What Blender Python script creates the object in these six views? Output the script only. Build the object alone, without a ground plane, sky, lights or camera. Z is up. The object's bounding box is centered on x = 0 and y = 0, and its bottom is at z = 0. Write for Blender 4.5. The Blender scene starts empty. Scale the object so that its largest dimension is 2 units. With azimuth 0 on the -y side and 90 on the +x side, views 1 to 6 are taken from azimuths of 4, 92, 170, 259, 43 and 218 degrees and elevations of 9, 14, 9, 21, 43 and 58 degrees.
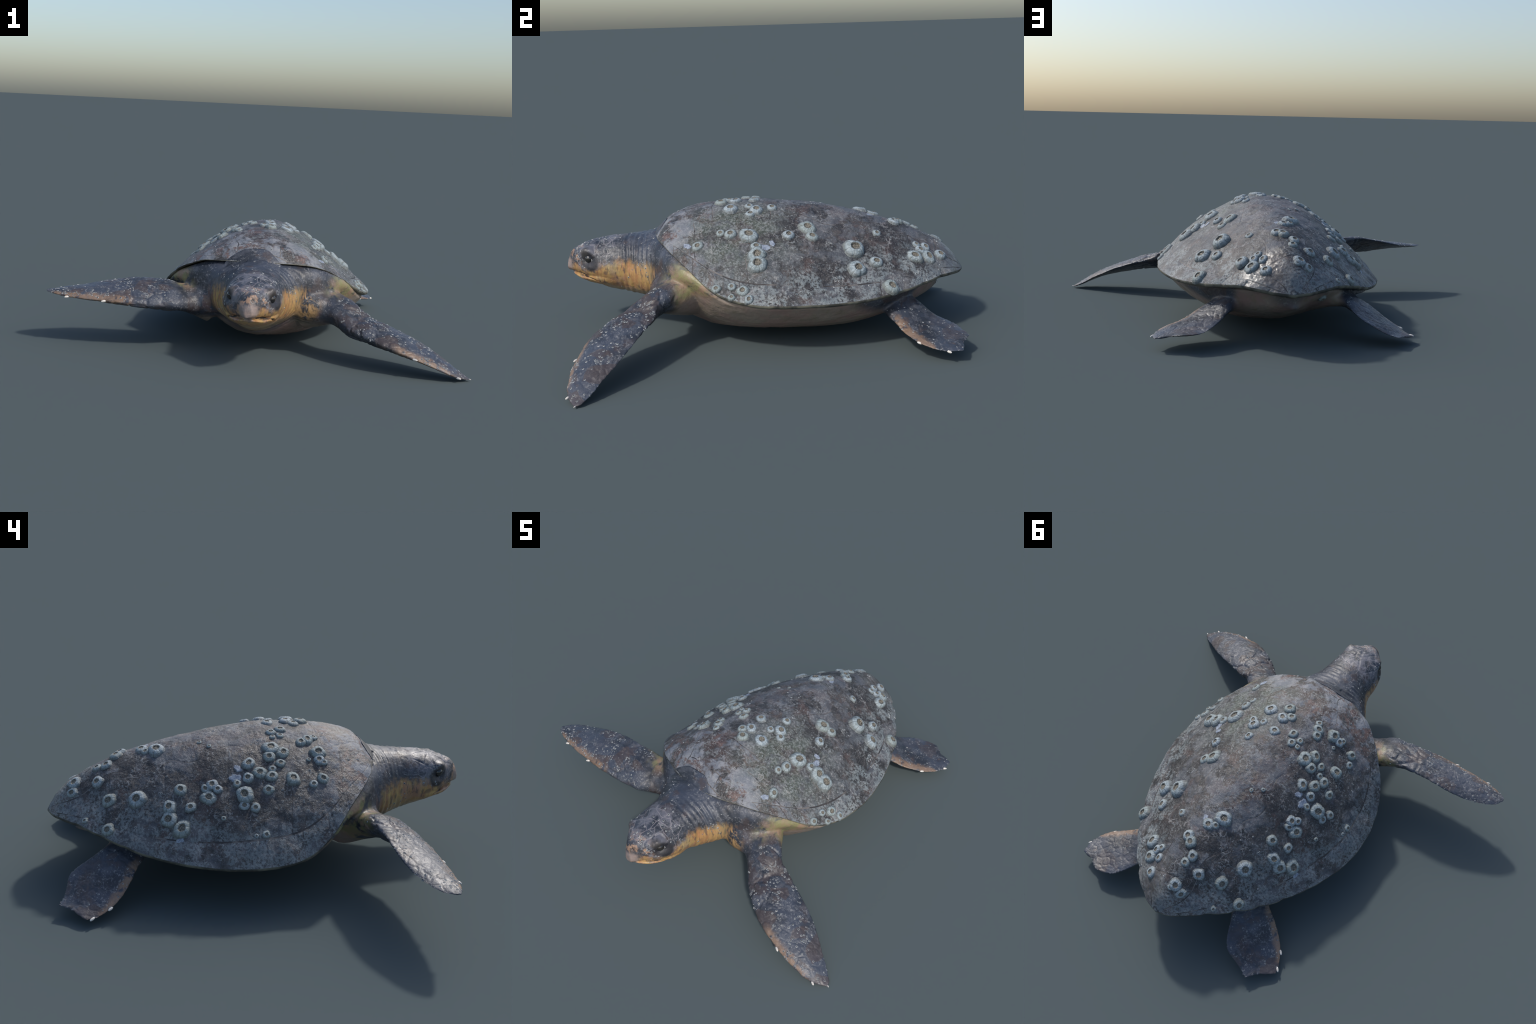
"""Barnacled loggerhead-type sea turtle, built procedurally (metres, z up, head towards -y)."""
import bpy, math, random
import numpy as np
from mathutils import Vector, Matrix

random.seed(7)
RNG = np.random.default_rng(7)
#==SHELLMATH==
# ----------------------------------------------------------------------------
# small maths helpers
# ----------------------------------------------------------------------------
def curve(xs, ys):
    """Smooth monotone-ish cubic through control points; returns f(t)."""
    xs = np.asarray(xs, float); ys = np.asarray(ys, float)
    h = np.diff(xs); d = np.diff(ys) / h
    m = np.zeros(len(xs)); m[0] = d[0]; m[-1] = d[-1]
    for i in range(1, len(xs) - 1):
        m[i] = 0 if d[i-1] * d[i] <= 0 else 2 * d[i-1] * d[i] / (d[i-1] + d[i])
    def f(t):
        t = np.clip(np.asarray(t, float), xs[0], xs[-1])
        i = np.clip(np.searchsorted(xs, t) - 1, 0, len(xs) - 2)
        u = (t - xs[i]) / h[i]
        return ((2*u**3 - 3*u**2 + 1) * ys[i] + (u**3 - 2*u**2 + u) * h[i] * m[i]
                + (-2*u**3 + 3*u**2) * ys[i+1] + (u**3 - u**2) * h[i] * m[i+1])
    return f

def smooth(a, b, x):
    t = np.clip((x - a) / (b - a), 0, 1)
    return t * t * (3 - 2 * t)

def _hash(ix, iy, iz, k=0):
    n = (ix.astype(np.int64) * 374761393 + iy.astype(np.int64) * 668265263
         + iz.astype(np.int64) * 2147483647 + k * 1274126177) & 0xFFFFFFFF
    n = ((n ^ (n >> 13)) * 1274126177) & 0xFFFFFFFF
    n = ((n ^ (n >> 16)) * 2246822519) & 0xFFFFFFFF
    return ((n ^ (n >> 15)) & 0xFFFFFF) / float(0xFFFFFF)

def vnoise(p, k=0):
    """Value noise in -1..1 on an (n,3) array."""
    f = np.floor(p); u = p - f; u = u * u * (3 - 2 * u); i = f.astype(np.int64)
    out = 0
    for a in (0, 1):
        for b in (0, 1):
            for c in (0, 1):
                w = (u[:, 0] if a else 1-u[:, 0]) * (u[:, 1] if b else 1-u[:, 1]) * (u[:, 2] if c else 1-u[:, 2])
                out = out + w * _hash(i[:, 0]+a, i[:, 1]+b, i[:, 2]+c, k)
    return out * 2 - 1

def fbm(p, octaves=3, k=0):
    s = 0; a = 1
    for o in range(octaves):
        s = s + a * vnoise(p * 2**o + 17.3 * o, k + o); a *= .5
    return s / 1.6

def worley(p, k=0):
    """Distance to nearest and second-nearest feature point."""
    i = np.floor(p).astype(np.int64)
    f1 = np.full(len(p), 9.); f2 = np.full(len(p), 9.)
    for a in (-1, 0, 1):
        for b in (-1, 0, 1):
            for c in (-1, 0, 1):
                j = i + np.array([a, b, c])
                q = j + np.stack([_hash(j[:, 0], j[:, 1], j[:, 2], k + s) for s in (1, 2, 3)], 1)
                d = np.sqrt(((p - q)**2).sum(1))
                f2 = np.minimum(f2, np.maximum(f1, d)); f1 = np.minimum(f1, d)
    return f1, f2

# ----------------------------------------------------------------------------
# carapace: profiles along y
# ----------------------------------------------------------------------------
Y0, Y1 = -.487, .914
rim_w = curve([-.487, -.482, -.47, -.45, -.4, -.3, -.2, -.1, 0, .1, .2, .3, .4, .5, .6, .7, .8, .86, .9, .914],
              [0, .05, .11, .175, .285, .397, .482, .527, .549, .553, .540, .513, .477, .430, .373, .297, .2, .125, .055, 0])
rim_z = curve([-.487, -.45, -.4, -.3, -.2, -.1, 0, .1, .3, .5, .6, .7, .8, .9, .914],
              [.452, .44, .415, .352, .275, .225, .208, .204, .2, .21, .225, .243, .257, .257, .252])
top_z = curve([-.487, -.446, -.408, -.354, -.283, -.2, -.1, 0, .1, .2, .3, .4, .5, .6, .7, .8, .85, .88, .914],
              [.452, .492, .525, .545, .563, .573, .579, .580, .574, .566, .550, .530, .503, .469, .430, .379, .340, .303, .252])
roll_k = curve([-.3, -.05, .3, .5, .7, .9], [0, .05, .05, .042, .02, 0])
mid_x = curve([-.48, 0, .2, .35, .9], [.0, .0, .001, .008, .02])
pw_right = curve([-.48, -.2, 0, .3, .6, .8, .9], [2.3, 2.6, 2.45, 2.15, 1.85, 1.35, 1.4])
pw_left = curve([-.48, -.25, 0, .3, .6, .8, .9], [2.3, 2.25, 1.85, 1.62, 1.58, 1.4, 1.4])

def shell_section(y, s):
    """Point of the carapace's upper face at station y and crosswise -1..1."""
    w = rim_w(y); zr = rim_z(y); zt = top_z(y); a = np.abs(s)
    x = mid_x(y) + s * w
    e = .09 + .10 * smooth(.4, .8, y)
    b = (np.sqrt(a * a + e * e) - e) / (np.sqrt(1 + e * e) - e)      # rounds the ridge
    k = smooth(-.25, .25, s); p = pw_right(y) * (1 - k) + pw_left(y) * k
    f = 1 - b ** (.5 + .5 * p)
    z = zr + (zt - zr) * f + s * w * roll_k(y)
    mid = smooth(-.25, 0, y) * (1 - smooth(.55, .8, y))
    z = z + .012 * smooth(.55, .95, a) * (1 - smooth(.8, .91, y)) * smooth(-.47, -.40, y) - mid * .004 * np.exp(-((a - .86) / .04)**2)
    return x, z
#==END==

# scute layout (body x measured from the midline)
vert_half = curve([-.487, -.40, -.33, -.21, -.09, .04, .17, .30, .42, .54, .65, .78, .914],
                  [.10, .10, .14, .185, .14, .18, .135, .165, .12, .14, .09, .11, .02])
VERT_SEAMS = [-.40, -.215, .045, .30, .545, .78]
COSTAL_SEAMS = [-.30, -.09, .17, .42, .66]
MARGINAL_SEAMS = [-.44, -.37, -.28, -.19, -.08, .04, .16, .28, .40, .51, .61, .70, .79, .87]
MARG_S = .865

def scute_of(y, s, xb):
    """(kind, index, distance to nearest seam) for arrays of carapace points."""
    a = np.abs(s); w = rim_w(y)
    wob = .006 * vnoise(np.stack([xb * 14, y * 14, 0 * y], 1), 91)
    yw = y + wob; vb = vert_half(yw); ax = np.abs(xb) + wob
    marg = (a > MARG_S) | (yw < -.455)
    vert = ~marg & (ax < vb)
    kind = np.where(marg, 2, np.where(vert, 0, 1))
    vs = np.array(VERT_SEAMS); cs = np.array(COSTAL_SEAMS); ms = np.array(MARGINAL_SEAMS)
    yc = yw - .16 * (ax - .15)
    idx = np.where(vert, np.searchsorted(vs, yw), np.where(marg, np.searchsorted(ms, y), np.searchsorted(cs, yc)))
    dv = np.abs(ax - vb); dm = np.minimum(np.abs(a - MARG_S) * np.maximum(w, .1), np.where(a < MARG_S, np.abs(yw + .455), 9))
    d = np.minimum(np.where(marg, 9, dv), dm)
    d = np.minimum(d, np.where(vert, np.abs(yw[:, None] - vs).min(1), 9))
    d = np.minimum(d, np.where(kind == 1, np.abs(yc[:, None] - cs).min(1), 9))
    d = np.minimum(d, np.where(marg, np.abs(y[:, None] - ms).min(1), 9))
    return kind, idx + 100 * (s > 0) * (kind > 0), d

# ----------------------------------------------------------------------------
# mesh helpers
# ----------------------------------------------------------------------------
def new_object(name, verts, faces, mats, parent=None, normals=None, smooth_faces=True, mat_index=None):
    me = bpy.data.meshes.new(name)
    me.from_pydata([tuple(v) for v in np.asarray(verts, float).tolist()], [], [tuple(f) for f in faces])
    for m in mats: me.materials.append(m)
    if smooth_faces: me.polygons.foreach_set("use_smooth", [True] * len(me.polygons))
    if mat_index is not None: me.polygons.foreach_set("material_index", np.asarray(mat_index, np.int32))
    me.update()
    if normals is not None: me.normals_split_custom_set_from_vertices([tuple(n) for n in normals.tolist()])
    ob = bpy.data.objects.new(name, me); bpy.context.scene.collection.objects.link(ob)
    if parent: ob.parent = parent
    return ob

def vertex_normals(v, f):
    f = np.asarray(f)
    n = np.cross(v[f[:, 2]] - v[f[:, 0]], v[f[:, -1]] - v[f[:, 1]])
    out = np.zeros_like(v)
    for c in range(f.shape[1]): np.add.at(out, f[:, c], n)
    l = np.linalg.norm(out, axis=1, keepdims=True); l[l == 0] = 1
    return out / l

def loft(rings):
    """Closed tube through equally long rings, ends capped with fans."""
    rings = [np.asarray(r, float) for r in rings]; n = len(rings[0]); V = np.vstack(rings); F = []
    for k in range(len(rings) - 1):
        for i in range(n):
            j = (i + 1) % n
            F.append((k*n + i, k*n + j, (k+1)*n + j, (k+1)*n + i))
    a = len(V); V = np.vstack([V, rings[0].mean(0), rings[-1].mean(0)])
    for i in range(n):
        j = (i + 1) % n
        F.append((a, j, i)); F.append((a + 1, (len(rings)-1)*n + i, (len(rings)-1)*n + j))
    return V, F

# ----------------------------------------------------------------------------
# node material mini language
# ----------------------------------------------------------------------------
class Mat:
    def __init__(self, name):
        self.m = bpy.data.materials.new(name); self.m.use_nodes = True
        self.t = self.m.node_tree; self.t.nodes.clear()
        tc = self.t.nodes.new("ShaderNodeTexCoord"); self.P = tc.outputs["Object"]
        sp = self.t.nodes.new("ShaderNodeSeparateXYZ"); self.t.links.new(self.P, sp.inputs[0])
        self.x, self.y, self.z = (S(self, o) for o in sp.outputs)
    def node(self, kind, **kw):
        n = self.t.nodes.new(kind)
        for k, v in kw.items(): setattr(n, k, v)
        return n
    def put(self, v, sock):
        if isinstance(v, S): v = v.s
        if hasattr(v, "is_linked") or isinstance(v, bpy.types.NodeSocket): self.t.links.new(v, sock)
        else:
            if isinstance(v, (tuple, list)) and len(v) == 3 and sock.type == 'RGBA': v = (*v, 1)
            sock.default_value = v
    def math(self, op, a, b=0., c=0.):
        n = self.node("ShaderNodeMath", operation=op)
        for i, v in enumerate((a, b, c)): self.put(v, n.inputs[i])
        return S(self, n.outputs[0])
    def step(self, x, a, b):
        n = self.node("ShaderNodeMapRange", interpolation_type='SMOOTHSTEP')
        for i, v in enumerate((x, a, b, 0., 1.)): self.put(v, n.inputs[i])
        return S(self, n.outputs[0])
    def coords(self, scale=(1, 1, 1), rot=(0, 0, 0), loc=(0, 0, 0)):
        n = self.node("ShaderNodeMapping"); self.put(self.P, n.inputs["Vector"])
        n.inputs["Scale"].default_value = scale; n.inputs["Rotation"].default_value = rot; n.inputs["Location"].default_value = loc
        return n.outputs[0]
    def noise(self, scale, detail=3, rough=.55, vec=None, distort=0.):
        n = self.node("ShaderNodeTexNoise"); self.put(vec or self.P, n.inputs["Vector"])
        n.inputs["Scale"].default_value = scale; n.inputs["Detail"].default_value = detail
        n.inputs["Roughness"].default_value = rough; n.inputs["Distortion"].default_value = distort
        return S(self, n.outputs["Fac"])
    def voronoi(self, scale, feature='F1', vec=None, rnd=1., out="Distance"):
        n = self.node("ShaderNodeTexVoronoi", feature=feature); self.put(vec or self.P, n.inputs["Vector"])
        n.inputs["Scale"].default_value = scale; n.inputs["Randomness"].default_value = rnd
        return S(self, n.outputs[out])
    def warp(self, scale, amount, vec=None):
        n = self.node("ShaderNodeTexNoise"); self.put(vec or self.P, n.inputs["Vector"]); n.inputs["Scale"].default_value = scale
        a = self.node("ShaderNodeVectorMath", operation='MULTIPLY_ADD')
        self.put(n.outputs["Color"], a.inputs[0]); a.inputs[1].default_value = (amount,) * 3; self.put(vec or self.P, a.inputs[2])
        return a.outputs[0]
    def mix(self, f, a, b):
        n = self.node("ShaderNodeMix", data_type='RGBA')
        self.put(f, n.inputs[0]); self.put(a, n.inputs[6]); self.put(b, n.inputs[7])
        return S(self, n.outputs[2])
    def ball(self, c, r, soft=.4):
        """Soft spherical mask around point c with radius r."""
        n = self.node("ShaderNodeVectorMath", operation='DISTANCE'); self.put(self.P, n.inputs[0]); n.inputs[1].default_value = c
        return self.step(S(self, n.outputs["Value"]), r, r * (1 - soft))
    def random(self):
        return S(self, self.node("ShaderNodeObjectInfo").outputs["Random"])
    def finish(self, colour, rough=.45, bump=None, strength=.3, dist=.004, spec=.5, coat=0.):
        b = self.node("ShaderNodeBsdfPrincipled"); o = self.node("ShaderNodeOutputMaterial")
        self.put(colour, b.inputs["Base Color"]); self.put(rough, b.inputs["Roughness"])
        b.inputs["Specular IOR Level"].default_value = spec; b.inputs["Coat Weight"].default_value = coat
        if bump is not None:
            n = self.node("ShaderNodeBump"); n.inputs["Strength"].default_value = strength; n.inputs["Distance"].default_value = dist
            self.put(bump, n.inputs["Height"]); self.t.links.new(n.outputs[0], b.inputs["Normal"])
        self.t.links.new(b.outputs[0], o.inputs[0]); return self.m

class S:
    def __init__(self, m, s): self.m, self.s = m, s
    def __add__(self, o): return self.m.math('ADD', self, o)
    def __radd__(self, o): return self.m.math('ADD', o, self)
    def __sub__(self, o): return self.m.math('SUBTRACT', self, o)
    def __rsub__(self, o): return self.m.math('SUBTRACT', o, self)
    def __mul__(self, o): return self.m.math('MULTIPLY', self, o)
    __rmul__ = __mul__
    def __truediv__(self, o): return self.m.math('DIVIDE', self, o)
    def abs(self): return self.m.math('ABSOLUTE', self)
    def max(self, o): return self.m.math('MAXIMUM', self, o)
    def min(self, o): return self.m.math('MINIMUM', self, o)
    def inv(self): return 1.0 - self

# ---- carapace ---------------------------------------------------------------
def carapace_material():
    m = Mat("carapace_horn")
    big = m.noise(5, 4, .6); mid = m.noise(17, 6, .68); fine = m.noise(95, 4, .75); grit = m.noise(210, 2, .6)
    patch = m.noise(9, 9, .70, m.warp(9, .06)); blot = m.noise(26, 5, .7, m.coords(loc=(5, 9, 1)))
    tail_patch = m.ball((.12, .80, .33), .17, .5)                      # smoother, warm-grey patch beside the tail
    back = m.step(m.x.abs(), .28, .04)
    front = m.step(m.y + (big - .5) * .25, -.14, -.34)
    edge = m.step(m.z - m.y.abs() * .12 + (big - .5) * .12, .37, .25)
    dark_zone = m.ball((-.33, .16, .40), .30, .6).max(m.ball((.24, .58, .40), .22, .7)).max(m.ball((-.10, .62, .42), .26, .6)).max(m.ball((.40, .22, .36), .17, .7))
    # horn: dark umber with warmer and greyer blotches
    c = m.mix(m.step(big, .38, .62), (.030, .028, .029), (.056, .051, .050))
    c = m.mix(m.step(blot, .48, .60) * .65, c, (.092, .085, .082))
    c = m.mix(m.step(blot, .46, .38) * .6, c, (.022, .020, .021))
    c = m.mix(m.step(m.noise(8, 5, .6, m.coords(loc=(3, 1, 5))), .53, .61) * .6, c, (.085, .055, .048))
    # blue-grey film, strongest on the front and along the back
    film = m.step(patch + dark_zone * -.06, .44, .54) * (.42 + .48 * front + .22 * back).min(.9)
    c = m.mix(film, c, m.mix(m.step(mid, .42, .58), m.mix(front, (.105, .122, .150), (.165, .182, .212)), m.mix(front, (.185, .192, .212), (.255, .262, .285))))
    rust = m.step(m.noise(9, 8, .72, m.warp(6, .1, m.coords(loc=(9, 4, 2)))), .52, .56) * (front + .35 * back).min(1.)
    c = m.mix(rust * .85, c, m.mix(m.step(blot, .42, .6), (.072, .043, .040), (.14, .082, .068)))
    # algae green on the left shoulder
    green = m.ball((.27, -.10, .50), .36, .8) * m.step(m.noise(10, 5, .68), .36, .56)
    c = m.mix(green * .75, c, m.mix(m.step(fine, .46, .58), (.058, .072, .052), (.20, .225, .20)))
    # broad dark patches behind the front
    dark_patch = m.step(m.noise(9, 5, .6, m.coords(loc=(1, 7, 3))) + dark_zone * .10, .54, .64) * front.inv()
    c = m.mix(dark_patch * .75, c, (.026, .024, .025))
    # salty speckles
    speck = m.step(fine, .53, .59) * (.16 + .84 * m.step(mid - dark_zone * .03, .45, .57))
    c = m.mix(speck * .68, c, (.25, .265, .268))
    c = m.mix(m.step(grit, .63, .69) * .45, c, (.33, .34, .34))
    # pale crust on the marginals, heavier on the left flank
    left = .72 + .28 * m.step(m.x, -.1, .2)
    crust = m.step(m.noise(12, 8, .72, m.warp(12, .05)) + edge * .05, .50, .57) * (edge * .85 + .12) * left
    c = m.mix(crust * .9 * m.step(fine, .41, .51), c, m.mix(m.step(mid, .4, .6), (.185, .215, .225), (.25, .275, .275)))
    c = m.mix(tail_patch * .5, c, (.100, .090, .083))
    # thin pale scratches / worm tracks
    web = m.voronoi(11, 'DISTANCE_TO_EDGE', m.warp(18, .06))
    c = m.mix(m.step(web, .014, .003) * .5 * m.step(mid, .42, .56), c, (.34, .32, .31))
    rough = .40 + .24 * m.step(patch, .40, .62) * tail_patch.inv() - .08 * tail_patch
    return m.finish(c, rough, (fine + .5 * grit + 1.2 * mid) * (1.0 - .8 * tail_patch), .5, .006, .45)

def seam_material():
    m = Mat("scute_seam")
    c = m.mix(m.step(m.noise(14, 3), .46, .60), (.036, .032, .032), (.15, .135, .125))
    return m.finish(c, .55)

def rim_material():
    m = Mat("carapace_underside")
    c = m.mix(m.step(m.noise(14, 4), .4, .62), (.05, .05, .042), (.16, .155, .12))
    return m.finish(c, .6, m.noise(60), .3)

# ---- soft skin ----------------------------------------------------------------
def skin_material():
    m = Mat("turtle_skin")
    big = m.noise(6, 4, .6); mid = m.noise(22, 5, .65); fine = m.noise(110, 3, .7)
    ax = m.x.abs()
    dark = m.mix(m.step(big, .38, .62), (.026, .030, .039), (.050, .060, .083))
    dark = m.mix(m.step(m.noise(11, 4, .6, m.coords(loc=(4, 2, 7))), .54, .63) * .65, dark, (.062, .046, .044))
    dark = m.mix(m.step(m.noise(15, 6, .7, m.coords(loc=(8, 2, 1))), .50, .62) * .45, dark, (.100, .106, .125))
    dark = m.mix(m.step(fine, .53, .64) * m.step(mid, .44, .58) * .65, dark, (.24, .245, .255))
    # belly: pinkish tan
    belly = m.mix(m.step(big, .4, .62), (.28, .23, .19), (.29, .195, .17))
    belly = m.mix(m.step(mid, .50, .66) * .5, belly, (.21, .18, .12))
    # yellow-orange of throat and shoulder folds
    streak = m.noise(20, 5, .65, m.coords(scale=(1.2, 3.2, .6)))
    warm = m.mix(m.step(streak, .36, .62), (.46, .30, .115), (.37, .19, .085))
    warm = m.mix(m.step(m.noise(11, 4, .6, m.coords(loc=(2, 5, 1))), .52, .64) * .6, warm, (.36, .20, .15))
    warm = m.mix(m.step(m.noise(9, 3, .6, m.coords(loc=(6, 1, 3))), .52, .66) * .5, warm, (.34, .30, .17))
    warm = m.mix(m.step(m.noise(34, 4, .65, m.coords(scale=(1, 1.6, .45))), .54, .63) * .7, warm, (.10, .08, .075))
    # --- masks
    wob = (mid - .5) * .10 + (big - .5) * .10
    neckness = m.step(m.y + wob * .5, -.455, -.50) * m.step(ax + wob * .3, .225, .185)
    line = .325 - m.step(m.y, -.66, -.80) * .03                       # dark cap above, warm below
    below = m.step(m.z + wob, line + .022, line - .022)
    # the flippers are dark: everything beyond the shoulder
    arm = m.step(ax, .36, .43) * m.step(m.y, -.33, -.38)
    hind = m.step(m.y + ax * .9, .76, .84) * m.step(ax, .22, .26)
    limbs = arm.max(hind)
    c = m.mix(below * neckness, dark, warm)
    shoulder = m.ball((.41, -.28, .25), .20, .5).max(m.ball((-.39, -.28, .25), .20, .5)) * m.step(m.noise(13, 4, .6, m.coords(scale=(1, .6, 1))), .40, .52)
    c = m.mix(shoulder * .85 * arm.inv(), c, m.mix(m.step(mid, .4, .6), (.27, .25, .11), (.33, .22, .14)))
    folds = m.ball((.22, -.49, .25), .11, .6).max(m.ball((-.20, -.49, .25), .10, .6) * .4) * m.step(streak, .44, .56)
    c = m.mix(folds * .85, c, m.mix(m.step(big, .42, .58), (.40, .25, .11), (.34, .16, .12)))
    # throat bottom pales to cream
    c = m.mix(m.step(m.z + wob * .5, .225, .185) * neckness * .7, c, (.31, .26, .19))
    # belly / flank
    mid_body = m.step(m.y, -.50, -.40) * m.step(m.y, .82, .76)
    low = .235 - m.step(m.y, -.25, -.40) * .06
    flank = mid_body * m.step(m.z + wob * .4 - .05 * m.x, low + .02, low - .02)
    c = m.mix(flank * limbs.inv(), c, belly)
    # face
    face = m.step(m.y, -.79, -.85)
    c = m.mix(face * m.step(m.noise(26, 4, .6), .46, .58) * m.step(m.z, .275, .29) * .8, c, (.38, .235, .15))
    c = m.mix(face * m.step(m.noise(30, 4, .6, m.coords(loc=(5, 5, 5))), .54, .62) * .8, c, (.045, .042, .045))
    beak = m.step(m.y + (mid - .5) * .06, -.868, -.888) * m.step(m.z, .345, .32)
    c = m.mix(beak * .85, c, m.mix(m.step(mid, .4, .6), (.20, .175, .175), (.29, .23, .21)))
    cheek = m.step(m.voronoi(20, 'F1', m.warp(9, .05)), .42, .30) * m.step(m.y, -.64, -.70) * m.step(m.z, .25, .28)
    c = m.mix(cheek * below * .7, c, (.12, .085, .07))
    # head shields: pale network on top
    web = m.voronoi(17, 'DISTANCE_TO_EDGE', m.warp(10, .05))
    head_top = m.step(m.y, -.62, -.68) * below.inv() * m.step(m.y, -.88, -.84)
    c = m.mix(m.step(m.noise(17, 6, .68), .46, .57) * head_top * .6, c, (.175, .175, .20))
    c = m.mix(m.step(web, .030, .008) * head_top * .45, c, (.33, .30, .31))
    for sx in (1, -1):
        c = m.mix(m.ball((sx * .112, -.800, .342), .046, .35).max(m.ball((sx * .116, -.775, .326), .046, .35)) * .94, c, (.020, .020, .025))
        c = m.mix(m.ball((sx * .092, -.808, .374), .034, .5) * .75, c, (.060, .055, .052))
        c = m.mix(m.ball((sx * .034, -.884, .362), .012, .5) * .8, c, (.03, .03, .035))
    # flipper scales: thin pale cracks and warm brown plates
    cells = m.voronoi(24, 'DISTANCE_TO_EDGE', m.warp(14, .03))
    plates = m.step(m.voronoi(14, 'F1', m.warp(9, .05), out="Color"), .66, .78)
    c = m.mix(plates * limbs * .6, c, (.068, .050, .046))
    c = m.mix(m.step(cells, .022, .004) * limbs * .30 * m.step(mid, .44, .6), c, (.26, .26, .25))
    # ochre border along the leading edges
    def border(a, b, w0, w1):
        """Strip beside the straight line a-b in plan, on its inner side."""
        dx, dy = b[0] - a[0], b[1] - a[1]; l = math.hypot(dx, dy)
        d = (m.x - a[0]) * (-dy / l) + (m.y - a[1]) * (dx / l)
        t = (m.x - a[0]) * (dx / l) + (m.y - a[1]) * (dy / l)
        return m.step(d.abs() + (mid - .5) * .05, w1, w0) * m.step(t, 0., .06) * m.step(t, l + .05, l)
    ochre = border((.62, -.695), (.90, -.725), .006, .030).max(border((-.55, -.572), (-.95, -.556), .006, .030))
    ochre = ochre.max(border((.36, .545), (.58, .70), .008, .035)).max(border((-.34, .535), (-.53, .70), .008, .035))
    c = m.mix(ochre * .6 * m.step(m.noise(28, 3), .36, .52), c, (.30, .19, .115))
    rough = .38 + .16 * m.step(mid, .4, .65)
    return m.finish(c, rough, fine * .7 + mid * 1.5, .35, .005)

def barnacle_material():
    m = Mat("barnacle_shell")
    ang = m.math('ARCTAN2', m.y, m.x)
    lobes = m.math('ABSOLUTE', m.math('SINE', ang * 3.0 + .9 * (m.noise(1.6, 2) - .5)))
    rad = m.math('SQRT', m.x * m.x + m.y * m.y)
    grey = m.noise(2.0, 5, .65, m.coords(loc=(3, 3, 3)))
    c = m.mix(m.step(grey, .36, .62), (.20, .25, .285), (.40, .46, .495))
    c = m.mix(m.random() * .6, c, (.24, .28, .25))
    c = m.mix(m.step(lobes, .15, .04) * .72, c, (.075, .072, .062))
    c = m.mix(m.step(m.noise(3.2, 5, .7), .54, .64) * .55, c, (.15, .165, .13))
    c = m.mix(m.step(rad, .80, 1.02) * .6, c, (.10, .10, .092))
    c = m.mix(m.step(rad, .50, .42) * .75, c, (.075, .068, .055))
    return m.finish(c, .55, 2.0 * m.noise(5, 4), .3, .06, .4)

def operculum_material():
    m = Mat("barnacle_operculum")
    c = m.mix(m.step(m.noise(7, 3), .4, .6), (.055, .052, .042), (.22, .20, .16))
    return m.finish(c, .6)

def plain(name, col, col2, scale, rough, coat=0.):
    m = Mat(name)
    return m.finish(m.mix(m.step(m.noise(scale, 3), .4, .6), col, col2), rough, coat=coat)

MAT_SHELL = carapace_material(); MAT_SEAM = seam_material(); MAT_RIM = rim_material()
MAT_SKIN = skin_material(); MAT_BARN = barnacle_material(); MAT_OPER = operculum_material()
MAT_CLAW = plain("claw_horn", (.62, .58, .52), (.75, .72, .68), 40, .35)
MAT_EYE = plain("eye_cornea", (.010, .010, .011), (.022, .020, .018), 60, .16, .6)
MAT_MOUTH = plain("mouth_slit", (.020, .016, .014), (.045, .032, .024), 60, .5)
MAT_SCAR = plain("barnacle_scar_crust", (.17, .20, .26), (.30, .34, .40), 2.5, .6)
MAT_RING = plain("small_barnacle_shell", (.26, .285, .295), (.44, .46, .46), 60, .6)
MAT_RINGC = plain("small_barnacle_core", (.05, .05, .055), (.11, .11, .11), 60, .6)

# ----------------------------------------------------------------------------
# the thing
# ----------------------------------------------------------------------------
turtle = bpy.data.objects.new("sea_turtle", None)
bpy.context.scene.collection.objects.link(turtle)
turtle["label"] = "dark grey sea turtle with barnacles on its shell"
turtle["category"] = "sea turtle"

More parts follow.
